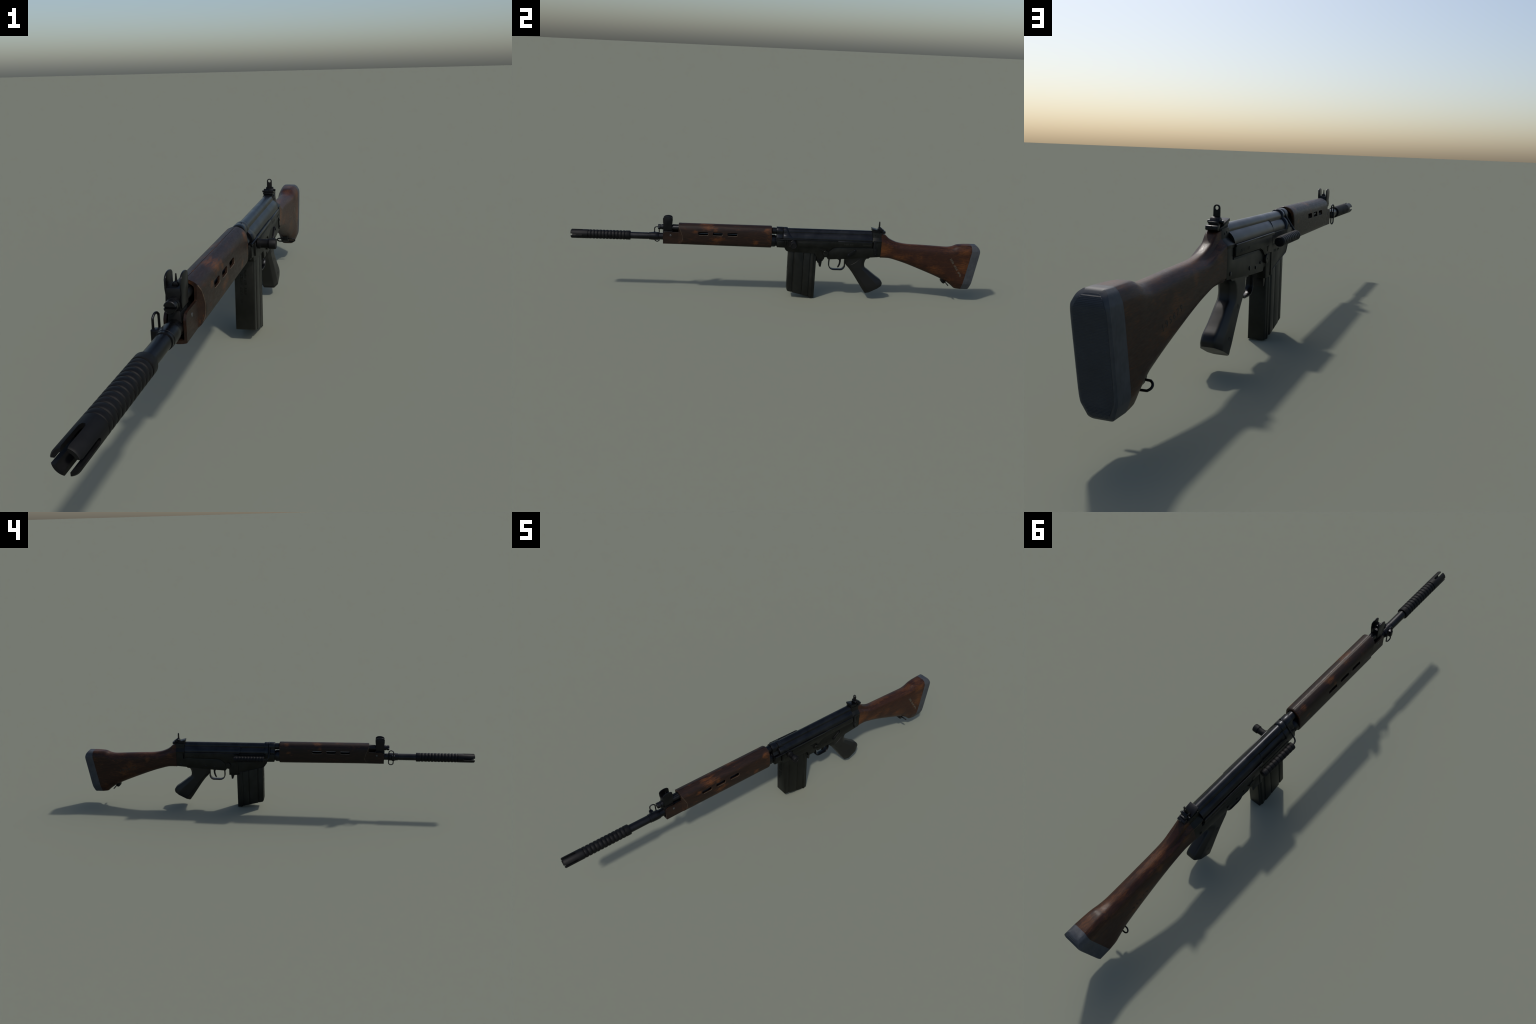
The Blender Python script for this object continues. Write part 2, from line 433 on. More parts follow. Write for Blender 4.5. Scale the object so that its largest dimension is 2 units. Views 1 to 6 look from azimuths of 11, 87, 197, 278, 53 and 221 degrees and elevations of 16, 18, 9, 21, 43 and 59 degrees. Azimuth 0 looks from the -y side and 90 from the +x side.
turned('sight_post', [(0.372, 0.0026), (0.380, 0.0019), (0.3872, 0.0014), (0.3880, 0.0009)], M_DARK, sight, cy=-0.5380, axis='z', n=14)
plug = turned('gas_plug', [(-0.5845, 0.0105), (-0.5845, 0.0112), (-0.5828, 0.0125), (-0.5715, 0.0125), (-0.5710, 0.0105), (-0.5685, 0.0105), (-0.5680, 0.0128), (-0.5610, 0.0132), (-0.5540, 0.0132)], M_STEEL, cz=0.3365, n=32)
c1 = box('cutter', -0.03, 0.03, -0.60, -0.5770, 0.3340, 0.3390, M_DARK, bevel=0)
cut(plug, [c1])

# ------------------------------------------------------------------ handguard
HG0, HG1 = -0.5595, -0.0350
sec = [(0.0, 0.3590), (0.0060, 0.3585), (0.0125, 0.3562), (0.0194, 0.3524), (0.0250, 0.3461), (0.0292, 0.3367), (0.0312, 0.3240), (0.0323, 0.3100), (0.0323, 0.2960), (0.0317, 0.2825), (0.0297, 0.2713), (0.0253, 0.2636), (0.0188, 0.2596), (0.0085, 0.2580), (0.0, 0.2575)]
arc = [Vector((p[0], p[1])) for p in sec]
fine = [(p.x, p.y) for p in catmull([(p.x, p.y, 0) for p in arc], 4)]
fine = [(max(0.0, a * (1 + 0.035 * min(1.0, a / 0.03))), b) for a, b in fine]

def flare_y(z):
    zs = [0.2575, 0.262, 0.271, 0.285, 0.300, 0.330, 0.349, 0.360]
    ys = [-0.4825, -0.4790, -0.4700, -0.4642, -0.4655, -0.4760, -0.4838, -0.4845]
    return pchip(zs, ys, z)

def guard_w(y, x, z):
    yf = flare_y(z)
    if y >= yf or x <= 0.0222:
        return x
    if y <= -0.4848:
        return min(x, 0.0222)
    t = (y + 0.4848) / (yf + 0.4848)
    return min(x, 0.0222) + (x - min(x, 0.0222)) * max(0, min(1, t))

ys = [HG0, -0.557, -0.53, -0.50] + [-0.4862 + 0.0010 * k for k in range(22)] + [-0.45 + 0.0196 * k for k in range(21)] + [-0.046, -0.041, -0.0385, -0.0365, HG1]
T = 0.0058                                                    # wall thickness
def guard_ring(y, inset):
    rear = max(0.0, (y + 0.0405) / 0.0055)                    # rounded rear lip
    sink = 0.0016 * rear * rear
    grow = 0.0035 * max(0, min(1, (y + 0.47) / 0.43))         # a little deeper towards the receiver
    cz0 = 0.308
    ring = []
    for x, z in fine:
        w = guard_w(y, x, z)
        zz = z - (grow + 0.0022) * max(0, (cz0 - z) / 0.05)
        if inset:
            w = max(0.0, w - T * (0.0 if x < 1e-6 else min(1, x / 0.016)))
            zz = zz + (-T if z > cz0 else T) * min(1.0, abs(z - cz0) / 0.040)
        d = Vector((w, zz - cz0))
        if d.length > 0: d = d * (1 - sink / max(d.length, 0.02))
        ring.append((d.x, zz if d.length == 0 else cz0 + d.y))
    return ring
for s in (1, -1):
    gap = 0.00055
    n = len(fine); verts, faces = [], []
    for inset in (0, 1):
        for y in ys:
            for x, z in guard_ring(y, inset):
                verts.append((s * max(x, gap), y, z))
    m = len(ys)
    idx = lambda l, i, k: l * m * n + i * n + k
    for l in (0, 1):
        for i in range(m - 1):
            for k in range(n - 1):
                faces.append([idx(l, i, k), idx(l, i + 1, k), idx(l, i + 1, k + 1), idx(l, i, k + 1)])
    for i in range(m - 1):
        for k in (0, n - 1):
            faces.append([idx(0, i, k), idx(0, i + 1, k), idx(1, i + 1, k), idx(1, i, k)])
    for i in (0, m - 1):
        for k in range(n - 1):
            faces.append([idx(0, i, k), idx(0, i, k + 1), idx(1, i, k + 1), idx(1, i, k)])
    hg = make('handguard', verts, faces, M_GUARD)
    cutters = []
    for c in (-0.3656, -0.2955, -0.2250):
        o = [Vector((c - 0.0236, 0.3090)), Vector((c + 0.0236, 0.3090)), Vector((c + 0.0236, 0.3250)), Vector((c - 0.0236, 0.3250))]
        cutters.append(prism('cutter', [tuple(p) for p in round_poly(o, [0.22] * 4)], s * 0.012, s * 0.06, M_GUARD))
    top = [(-0.60, 0.285), (-0.5605, 0.285), (-0.5600, 0.3020), (-0.5575, 0.3085), (-0.5540, 0.3135), (-0.5490, 0.3162), (-0.4870, 0.3166), (-0.4850, 0.3175), (-0.4845, 0.3195), (-0.4845, 0.40), (-0.60, 0.40)]
    cutters.append(prism('cutter', top, -0.08, 0.08, M_GUARD))
    cut(hg, cutters)
    # worn bare line along the flare
    pts = []
    for k in range(13):
        z = 0.3470 - (0.3470 - 0.2640) * k / 12
        xs = min((abs(b - z), a) for a, b in fine if True)[1]
        xx = [a for a, b in fine]
        for j in range(len(fine) - 1):
            if fine[j][1] >= z >= fine[j + 1][1]:
                t = (fine[j][1] - z) / max(1e-9, fine[j][1] - fine[j + 1][1]); xs = fine[j][0] + (fine[j + 1][0] - fine[j][0]) * t
        pts.append((s * (xs - 0.0006), flare_y(z) + 0.0004, z))
    wire('worn_edge', pts, 0.0009, M_WORNEDGE, hg, sub=2, n=6)
    for c in (-0.3656, -0.2955, -0.2250):
        wire('slot_edge', [(s * 0.0330, c - 0.020, 0.3087), (s * 0.0330, c, 0.3085), (s * 0.0330, c + 0.019, 0.3087), (s * 0.0328, c + 0.0235, 0.3120), (s * 0.0322, c + 0.0237, 0.3190)], 0.0008, M_WORNEDGE, hg, sub=3, n=6)
    turned('screw', [(s * 0.014, 0.0046), (s * 0.0226, 0.0046), (s * 0.0232, 0.0038)], M_BRIGHT, hg, cy=-0.5228, cz=0.3012, axis='x', n=20)
turned('handguard_cap', [(-0.0500, 0.012), (-0.0500, 0.0250), (-0.0420, 0.0250), (-0.0420, 0.012)], M_DARK, cz=0.307, n=32)

# ------------------------------------------------------------------ receiver
nut = turned('barrel_nut', [(-0.0450, 0.0290), (-0.0330, 0.0300), (-0.0180, 0.0300), (-0.0155, 0.0285), (-0.0150, 0.0265), (-0.0050, 0.0265)], M_STEEL, cz=0.2850, n=40)

HW = 0.0330
upper = [(-0.0090, 0.3010), (-0.0090, 0.2605), (0.0290, 0.2595), (0.0335, 0.2500), (0.0400, 0.2435), (0.0480, 0.2405), (0.1800, 0.2345), (0.1860, 0.2240), (0.1900, 0.2085), (0.2270, 0.2085), (0.2280, 0.2170),
         (0.2352, 0.2172), (0.2400, 0.2330), (0.2490, 0.2490), (0.2630, 0.2635), (0.2810, 0.2705), (0.4575, 0.2742), (0.4575, 0.3012)]
receiver = prism('receiver', upper, -HW + 0.0004, HW - 0.0004, M_FRAME, bevel=0.0012)
HU = 0.0368                                                   # the upper walls stand a little wider than the frame
wall = [(0.0890, 0.3005), (0.0890, 0.2690), (0.1900, 0.2690), (0.2300, 0.2700), (0.2480, 0.2560), (0.2630, 0.2655), (0.2810, 0.2722), (0.4575, 0.2755), (0.4575, 0.3005)]
prism('receiver_wall', wall, 0.030, HU, M_FRAME, receiver, bevel=0.0010)
wall = [(0.1880, 0.2985), (0.1880, 0.2500), (0.2130, 0.2540), (0.2400, 0.2490), (0.2480, 0.2520), (0.2630, 0.2655), (0.2810, 0.2722), (0.4575, 0.2755), (0.4575, 0.2985)]
prism('receiver_wall', wall, -0.030, -HU, M_FRAME, receiver, bevel=0.0010)
lower = [(0.2362, 0.2172), (0.2385, 0.2172), (0.2455, 0.2065), (0.3270, 0.2110), (0.5035, 0.2268), (0.5035, 0.3045), (0.4675, 0.3045), (0.4675, 0.2690), (0.4586, 0.2690), (0.4586, 0.2732), (0.2812, 0.2694), (0.2638, 0.2625), (0.2500, 0.2480), (0.2410, 0.2325)]
frame = prism('trigger_frame', lower, -HW + 0.0007, HW - 0.0007, M_FRAME, bevel=0.0010)
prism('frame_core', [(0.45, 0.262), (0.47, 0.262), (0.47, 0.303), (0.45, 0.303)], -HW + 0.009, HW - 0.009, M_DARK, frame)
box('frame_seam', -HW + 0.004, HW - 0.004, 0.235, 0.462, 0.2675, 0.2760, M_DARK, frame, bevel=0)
# rear block with sloping shoulders that carries the rear sight
prism('sight_block', [(-0.0335, 0.2980), (-0.0335, 0.3062), (-0.0178, 0.3205), (-0.0178, 0.3440), (0.0178, 0.3440), (0.0178, 0.3205), (0.0335, 0.3062), (0.0335, 0.2980)], 0.4590, 0.5038, M_FRAME, axis='y', bevel=0.0008)
# left rail (over the charging slot) and right rail
prism('rail', [(0.030, 0.2995), (0.0382, 0.2995), (0.0386, 0.3042), (0.0380, 0.3054), (0.0352, 0.3056), (0.0344, 0.3044), (0.030, 0.3040)], -0.0085, 0.2885, M_COVER, axis='y', bevel=0.0006)
prism('rail', [(0.028, 0.2985), (0.0366, 0.2985), (0.0366, 0.3015), (0.0350, 0.3030), (0.028, 0.3030)], 0.2870, 0.4575, M_COVER, axis='y', bevel=0.0006)
prism('rail', [(-0.028, 0.2980), (-0.0380, 0.2980), (-0.0384, 0.3032), (-0.0378, 0.3044), (-0.0350, 0.3046), (-0.0342, 0.3030), (-0.028, 0.3025)], 0.1700, 0.4560, M_COVER, axis='y', bevel=0.0006)

# dust cover: a wide half round with a narrower round ridge along its top
CR, CZ, RR, RZ = 0.0335, 0.3035, 0.0170, 0.3340
def cover_half(cut_side=False):
    pts = []
    for k in range(11):
        a = math.radians(90 - 9.4 * k)
        pts.append((RR * math.cos(a), RZ + RR * math.sin(a)))
    if not cut_side:
        for k in range(9):
            a = math.radians(57.5 - 6.8 * k)
            pts.append((CR * math.cos(a), CZ + CR * math.sin(a)))
    else:
        pts += [(0.0172, 0.315)]
    return pts
full = cover_half(); port = cover_half(True)
def cover_sec(right):
    return full + [(0.0325, 0.2975)] + [(-p[0], p[1]) for p in ([(0.0325 if right is full else 0.017, 0.2975)] + right[::-1])][:-1]
cover = prism('dust_cover', cover_sec(full), 0.1665, 0.4572, M_COVER, axis='y', angle=28)
prism('cover_panel', cover_sec(port), 0.0400, 0.16645, M_COVER, cover, axis='y', angle=28)
wire('cover_edge', [(-0.0168, 0.160, 0.3332), (-0.0200, 0.1620, 0.3318), (-0.0255, 0.1655, 0.3255), (-0.0300, 0.1672, 0.3175), (-0.0325, 0.1680, 0.3070)], 0.0012, M_COVER, cover, n=8)
# bolt carrier in the ejection port on the right
bc = [(0.0, 0.292)] + [(-0.0305 * math.cos(math.radians(a)), 0.3035 + 0.0305 * math.sin(math.radians(a))) for a in range(-20, 75, 6)]
prism('bolt_carrier', bc, 0.0430, 0.1660, M_COVER, axis='y', angle=28)

# receiver ring around the gas tube seat, split by the carrying handle groove
def ring_sec(r, w, zlow):
    half = [(r * math.sin(math.radians(a)), GZ + 0.0005 + r * math.cos(math.radians(a))) for a in range(0, 101, 10)]
    half += [(w * 0.72, 0.3220), (w, 0.3085), (w, zlow)]
    return half + [(-a, b) for a, b in half[::-1]][:-1]
prism('receiver_ring', ring_sec(0.0205, 0.0280, 0.2960), -0.0110, 0.0185, M_COVER, axis='y', bevel=0.0010, angle=30)
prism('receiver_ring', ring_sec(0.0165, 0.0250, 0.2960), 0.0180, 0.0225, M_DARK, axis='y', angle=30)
def ring_outline(d):
    half = []
    for k in range(11):
        a = math.radians(90 - 9.4 * k)
        half.append(((RR + 0.0036 + d) * math.cos(a), RZ + (RR + 0.0044 + d) * math.sin(a)))
    for k in range(9):
        a = math.radians(50 - 5.6 * k)
        half.append(((CR + 0.0016 + d) * math.cos(a), CZ + (CR + 0.0016 + d) * math.sin(a)))
    half.append((CR + 0.0016 + d, 0.2985))
    return half + [(-a, b) for a, b in half[::-1]][:-1]
def ring_y(x, z, f):
    back = 0.0425
    if x > 0 and z < 0.345:
        back += 0.034 * ((0.345 - z) / 0.043) ** 1.25
    return 0.0222 + (back - 0.0222) * f
rings = []
for f, d in ((0.0, -0.0022), (0.06, -0.0003), (0.5, 0.0002), (0.93, 0.0), (1.0, -0.0012)):
    rings.append([(a, ring_y(a, b, f), b) for a, b in ring_outline(d)])
skin('receiver_ring', rings, M_COVER, angle=40)

# left side: charging slot cover, blocks ahead of the knob
box('slot_cover', 0.030, HU + 0.0012, 0.0900, 0.2460, 0.2690, 0.2925, M_FRAME, receiver, bevel=0.0008)
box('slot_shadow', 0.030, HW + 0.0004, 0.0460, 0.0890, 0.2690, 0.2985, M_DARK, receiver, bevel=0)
box('receiver_lug', 0.030, HW + 0.0030, -0.0070, 0.0260, 0.2650, 0.2960, M_FRAME, receiver, bevel=0.001)
box('receiver_lug', 0.030, HW + 0.0075, 0.0285, 0.0345, 0.2620, 0.2975, M_FRAME, receiver, bevel=0.0012)
box('receiver_lug', 0.030, HW + 0.0032, 0.0375, 0.0450, 0.2600, 0.2975, M_FRAME, receiver, bevel=0.001)
prism('receiver_rib', [(0.0480, 0.2655), (0.1840, 0.2655), (0.2060, 0.2505), (0.2230, 0.2480), (0.2230, 0.2540), (0.2100, 0.2560), (0.1900, 0.2690), (0.0480, 0.2690)], 0.030, HW + 0.0010, M_FRAME, receiver, bevel=0.0006)
# right side: dark plate painting the shadow gap below the port, magazine well cheek
box('port_shade_plate', -HW - 0.0004, -0.028, 0.0350, 0.1720, 0.2880, 0.2998, M_DARK, receiver, bevel=0)
prism('magazine_well', [(0.0275, 0.2595), (0.0380, 0.2420), (0.0465, 0.2300), (0.0560, 0.2290), (0.1700, 0.1985), (0.1780, 0.1940), (0.1870, 0.1838), (0.2270, 0.1838), (0.2270, 0.2170), (0.2240, 0.2600), (0.1900, 0.2700), (0.0275, 0.2700)], -0.0090, -HW - 0.0012, M_FRAME, receiver, bevel=0.0012)
wire('well_edge', [(-HW - 0.0008, 0.0290, 0.2570), (-HW - 0.0008, 0.0395, 0.2405), (-HW - 0.0008, 0.0480, 0.2312), (-HW - 0.0008, 0.0580, 0.2288), (-HW - 0.0008, 0.1150, 0.2138), (-HW - 0.0008, 0.1700, 0.1992)], 0.0013, M_STEEL, receiver, n=8, sub=3)
box('well_rib', -HU + 0.0004, -0.03, 0.1790, 0.1890, 0.186, 0.2960, M_FRAME, receiver, bevel=0.001)
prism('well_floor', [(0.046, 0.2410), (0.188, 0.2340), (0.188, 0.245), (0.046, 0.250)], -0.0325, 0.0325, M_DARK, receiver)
box('detent_plate', -HU - 0.0010, -0.03, 0.2120, 0.2270, 0.2580, 0.2720, M_FRAME, receiver, bevel=0.0008)

# pins, bolts and levers
bolt = turned('takedown_bolt', [(0.028, 0.0140), (0.0372, 0.0140), (0.0384, 0.0128)], M_FRAME, receiver, cy=0.2326, cz=0.2385, axis='x', n=28)
c1 = prism('cutter', [(0.2150, 0.2465), (0.2500, 0.2285), (0.2510, 0.2305), (0.2160, 0.2485)], 0.0365, 0.05, M_DARK)
cut(bolt, [c1])
bolt = turned('takedown_bolt', [(-0.028, 0.0128), (-0.0382, 0.0128), (-0.0394, 0.0117)], M_FRAME, receiver, cy=0.2302, cz=0.2390, axis='x', n=28)
turned('bolt_dark_disc', [(-0.036, 0.0022), (-0.0398, 0.0022)], M_DARK, bolt, cy=0.2302, cz=0.2390, axis='x', n=12)  # dark disc set proud of the bolt head in place of a hollow
for y, z, r in ((0.2664, 0.2375, 0.0032), (0.3011, 0.2290, 0.0032)):
    pin('pin', HW - 0.0007, y, z, r, 0.0016, 1, M_STEEL, frame)
for y, z, r in ((0.4800, 0.2380, 0.0052), (0.3480, 0.2305, 0.0056), (0.3030, 0.2255, 0.0044), (0.2690, 0.2335, 0.0038)):
    pin('pin', HW - 0.0007, y, z, r, 0.0022, -1, M_STEEL, frame)
def capsule(a, b, ra, rb):
    a, b = Vector(a), Vector(b); d = (b - a).normalized(); w = math.atan2(d.y, d.x); out = []
    for k in range(13):
        t = w - math.pi / 2 + math.pi * k / 12
        out.append((b.x + rb * math.cos(t), b.y + rb * math.sin(t)))
    for k in range(13):
        t = w + math.pi / 2 + math.pi * k / 12
        out.append((a.x + ra * math.cos(t), a.y + ra * math.sin(t)))
    return out
sel = prism('selector_lever', capsule((0.3457, 0.2318), (0.3745, 0.2545), 0.0088, 0.0078), 0.030, HW + 0.0040, M_STEEL, frame, bevel=0.001)
pin('pin', HW + 0.0035, 0.3457, 0.2320, 0.0052, 0.0034, 1, M_STEEL, sel)
pin('pin', HW + 0.0035, 0.3745, 0.2550, 0.0050, 0.0034, 1, M_STEEL, sel)
lever = prism('locking_lever', [(0.4640, 0.3080), (0.4720, 0.3085), (0.4765, 0.3020), (0.4760, 0.2890), (0.4800, 0.2740), (0.4845, 0.2700), (0.4850, 0.2340), (0.4800, 0.2300), (0.4745, 0.2310), (0.4690, 0.2500), (0.4640, 0.2600)], 0.030, HW + 0.0024, M_STEEL, frame, bevel=0.0008)
for y, z, r in ((0.4785, 0.3035, 0.0050), (0.4752, 0.2620, 0.0034), (0.4772, 0.2400, 0.0034)):
    pin('pin', HW + (0.0018 if r < 0.004 else 0.0), y, z, r, 0.0024, 1, M_STEEL, lever)

# charging knob on the left, with its slot arm
turned('charging_handle', [(0.026, 0.0090), (0.0365, 0.0090), (0.0370, 0.0130), (0.0385, 0.0145), (0.0455, 0.0145), (0.0478, 0.0122), (0.0660, 0.0122), (0.0685, 0.0132), (0.0710, 0.0150), (0.0868, 0.0150), (0.0893, 0.0136), (0.0893, 0.0118), (0.0883, 0.0112)], M_MATT, cy=0.0690, cz=0.2870, axis='x', n=32)

# carrying handle: bent wire and ribbed grip, folded down on the right
handle = wire('carrying_handle', [(0.006, 0.0205, 0.3535), (-0.0040, 0.0205, 0.3525), (-0.0140, 0.0190, 0.3455), (-0.0260, 0.0175, 0.3280), (-0.0400, 0.0172, 0.3075), (-0.0505, 0.0178, 0.2930), (-0.0570, 0.0210, 0.2860), (-0.0605, 0.0290, 0.2835), (-0.0614, 0.0420, 0.2830)], 0.0029, M_STEEL, n=12)
gp = [(0.0400, 0.0080), (0.0400, 0.0125)]
for i in range(10):
    a = 0.0400 + i * 0.0153
    gp += [(a + 0.0008, 0.0140), (a + 0.0026, 0.0145), (a + 0.0110, 0.0145), (a + 0.0128, 0.0141), (a + 0.0134, 0.0130), (a + 0.0146, 0.0130)]
gp += [(0.1935, 0.0137), (0.1960, 0.0120), (0.1965, 0.0040)]
grip_tube = turned('handle_grip', gp, M_MATT, handle, cz=0.0, n=32)
me = grip_tube.data
p0, p1 = Vector((-0.0612, 0.040, 0.2835)), Vector((-0.0590, 0.196, 0.2815))
for v in me.vertices:
    t = (v.co.y - 0.040) / 0.156
    c = p0.lerp(p1, t)
    v.co.x += c.x; v.co.z += c.z
turned('grip_screw', [(0.1955, 0.0045), (0.1975, 0.0045), (0.1975, 0.0015)], M_STEEL, handle, cx=-0.0590, cz=0.2815, n=14)

# ------------------------------------------------------------------ magazine
MW = 0.0290
mag_side = [(0.0490, 0.246), (0.0490, 0.0440), (0.0505, 0.0380), (0.0545, 0.0345), (0.0760, 0.0290), (0.1640, 0.0065), (0.1870, 0.0004), (0.1890, 0.0010), (0.1885, 0.2100), (0.1860, 0.246)]
def mag_ring(z):
    # plan outline of the body: rounded front, slimmer rear spine
    half = [(0.0, 0.0504), (0.0225, 0.0506), (0.0265, 0.0524), (0.0285, 0.0562), (0.0287, 0.0745), (0.0258, 0.0758), (0.0258, 0.0795), (MW + 0.0008, 0.0812), (MW + 0.0008, 0.1235), (MW - 0.0016, 0.1244), (MW - 0.0016, 0.1264), (MW + 0.0008, 0.1275),
            (MW + 0.0006, 0.1560), (0.0262, 0.1590), (0.0262, 0.1665), (0.0280, 0.1685), (0.0280, 0.1750), (0.0250, 0.1790), (0.0250, 0.1870), (0.0225, 0.1890), (0.0, 0.1892)]
    pts = half + [(-a, b) for a, b in half[::-1]][1:-1]
    return [(a, b, z) for a, b in pts]
zs = [0.0, 0.0015, 0.24]
mag = skin('magazine', [mag_ring(-0.01), mag_ring(0.2460)], M_MAG, bevel=0.0008)
floor = [(0.03, -0.05), (0.25, -0.05), (0.25, 0.0008), (0.1880, 0.0006), (0.1660, 0.0020), (0.1590, 0.0085), (0.0780, 0.0290), (0.0740, 0.0300), (0.0575, 0.0338), (0.0530, 0.0370), (0.0502, 0.0440), (0.03, 0.0450)]
cut(mag, [prism('cutter', floor, -0.08, 0.08, M_MAG)])
prism('magazine_floor', [(0.0800, 0.0282), (0.1580, 0.0082), (0.1580, 0.0110), (0.0800, 0.0310)], -0.0240, 0.0240, M_DARK, mag)
glyphs('magazine_mark', 11, (0.0010, 0.0504, 0.2130), (0, 0, -1), (1, 0, 0), 0.0056, (0, -1, 0), M_MAG, mag, depth=0.0007, gaps=(3, 6), seed=3)
glyphs('magazine_mark', 12, (-0.0105, 0.0504, 0.2000), (0, 0, -1), (1, 0, 0), 0.0062, (0, -1, 0), M_MAG, mag, depth=0.0007, gaps=(4, 8), seed=4)

catch = prism('magazine_catch', [(0.1910, 0.2120), (0.1915, 0.1960), (0.1960, 0.1860), (0.1985, 0.1800), (0.2040, 0.1790), (0.2085, 0.1595), (0.2165, 0.1590), (0.2195, 0.1820), (0.2205, 0.1960), (0.2265, 0.2010), (0.2265, 0.2120)], -0.0255, 0.0080, M_STEEL, bevel=0.001)
box('catch_block', -0.0290, 0.0290, 0.1905, 0.2255, 0.2030, 0.2130, M_STEEL, catch, bevel=0.001)

# ------------------------------------------------------------------ trigger group
tg = catmull([(0, 0.2585, 0.2090), (0, 0.2560, 0.1950), (0, 0.2555, 0.1800), (0, 0.2570, 0.1640), (0, 0.2645, 0.1530), (0, 0.2780, 0.1470), (0, 0.3000, 0.1468), (0, 0.3195, 0.1475), (0, 0.3300, 0.1555), (0, 0.3350, 0.1670), (0, 0.3345, 0.1850), (0, 0.3340, 0.2120)], 5)
rings = []
for i, p in enumerate(tg):
    t = (tg[min(len(tg) - 1, i + 1)] - tg[max(0, i - 1)]).normalized()
    nrm = Vector((0, -t.z, t.y))
    f = i / (len(tg) - 1)
    w = 0.0090 + 0.0020 * math.sin(math.pi * f)
    h = 0.0016
    rings.append([tuple(p + Vector((a, 0, 0)) + nrm * b) for a, b in ((-w, -h), (-w + 0.001, -h - 0.0007), (w - 0.001, -h - 0.0007), (w, -h), (w, h), (w - 0.001, h + 0.0007), (-w + 0.001, h + 0.0007), (-w, h))])
skin('trigger_guard', rings, M_STEEL, angle=50)
trig = catmull([(0.2925, 0.2115, 0), (0.2935, 0.2020, 0), (0.3035, 0.1970, 0), (0.3068, 0.1900, 0), (0.3062, 0.1780, 0), (0.3035, 0.1680, 0), (0.2995, 0.1600, 0), (0.3010, 0.1565, 0), (0.3045, 0.1572, 0), (0.3100, 0.1660, 0), (0.3140, 0.1780, 0), (0.3155, 0.1900, 0), (0.3170, 0.2010, 0), (0.3330, 0.2030, 0), (0.3330, 0.2060, 0), (0.3200, 0.2115, 0)], 2)
prism('trigger', [(p.x, p.y) for p in trig], -0.0045, 0.0045, M_STEEL, bevel=0.0012)

# ------------------------------------------------------------------ pistol grip
# stations: front point, back point (y,z), then front / side / back half widths and their places along the chord
st = [((0.3330, 0.2125), (0.4620, 0.2240), 0.0150, 0.0248, 0.0120, 0.16, 0.86),
      ((0.3335, 0.2020), (0.4440, 0.2120), 0.0150, 0.0250, 0.0125, 0.18, 0.84),
      ((0.3345, 0.1900), (0.4352, 0.2000), 0.0150, 0.0250, 0.0130, 0.20, 0.82),
      ((0.3380, 0.1785), (0.4318, 0.1830), 0.0152, 0.0250, 0.0138, 0.20, 0.80),
      ((0.3560, 0.1580), (0.4352, 0.1660), 0.0154, 0.0252, 0.0145, 0.20, 0.76),
      ((0.3740, 0.1350), (0.4580, 0.1470), 0.0158, 0.0258, 0.0152, 0.20, 0.74),
      ((0.4080, 0.0850), (0.4980, 0.1160), 0.0170, 0.0274, 0.0165, 0.20, 0.72),
      ((0.4340, 0.0465), (0.5220, 0.0985), 0.0178, 0.0290, 0.0172, 0.20, 0.71),
      ((0.4415, 0.0375), (0.5288, 0.0880), 0.0178, 0.0290, 0.0170, 0.20, 0.72)]
rings = []
NS = 40
keys = [i / (len(st) - 1) for i in range(len(st))]
flat = [list(s[0]) + list(s[1]) + list(s[2:]) for s in st]
for i in range(NS + 1):
    t = i / NS
    fy, fz, by, bz, wf, ws, wb, s1, s2 = [pchip(keys, [f[j] for f in flat], t) for j in range(9)]
    F, B = Vector((0, fy, fz)), Vector((0, by, bz))
    poly = [(-wf, 0.0), (wf, 0.0), (ws, s1), (ws, s2), (wb, 1.0), (-wb, 1.0), (-ws, s2), (-ws, s1)]
    L = (B - F).length
    rp = round_poly([(a, b * L) for a, b in poly], [0.12, 0.12, 0.12, 0.13, 0.2, 0.2, 0.13, 0.12], 5)
    d = (B - F).normalized()
    rings.append([tuple(F + d * p.y + Vector((p.x, 0, 0))) for p in rp])
# foot: front toe and heel chamfers down to a flat sloping cap
last = rings[-1]
F, B = Vector((0, 0.4415, 0.0375)), Vector((0, 0.5288, 0.0880))
d = B - F
for k, (G, H, sx) in enumerate((((0.4420, 0.0345), (0.5298, 0.0812), 0.995), ((0.4475, 0.0300), (0.5275, 0.0716), 0.980))):
    ring = []
    for p in last:
        q = Vector(p)
        t = (q - F).dot(d) / d.dot(d)
        ring.append((q.x * sx, G[0] + (H[0] - G[0]) * t, G[1] + (H[1] - G[1]) * t))
    rings.append(ring)
grip = skin('pistol_grip', rings, M_POLY, angle=28)
prism('grip_neck', [(0.3335, 0.2060), (0.3335, 0.2140), (0.4600, 0.2260), (0.4480, 0.2140)], -0.0245, 0.0245, M_POLY, grip, bevel=0.001)
gb = bvh_of(grip)
for s in (1, -1):
    for y, z in ((0.4050, 0.1440), (0.4642, 0.0775)):
        hit = gb.ray_cast(Vector((XC + s * 0.1, y, z)), Vector((-s, 0, 0)))[0]
        x = abs(hit.x - XC)
        ring = turned('grip_bushing', [(s * (x - 0.004), 0.0058), (s * (x + 0.0004), 0.0058), (s * (x + 0.0004), 0.0044), (s * (x - 0.002), 0.0040)], M_POLY, grip, cy=y, cz=z, axis='x', n=20, hollow=False)
        turned('grip_bolt', [(s * (x - 0.004), 0.0041), (s * (x - 0.0008), 0.0041), (s * (x - 0.0003), 0.0028)], M_DARK, grip, cy=y, cz=z, axis='x', n=16)
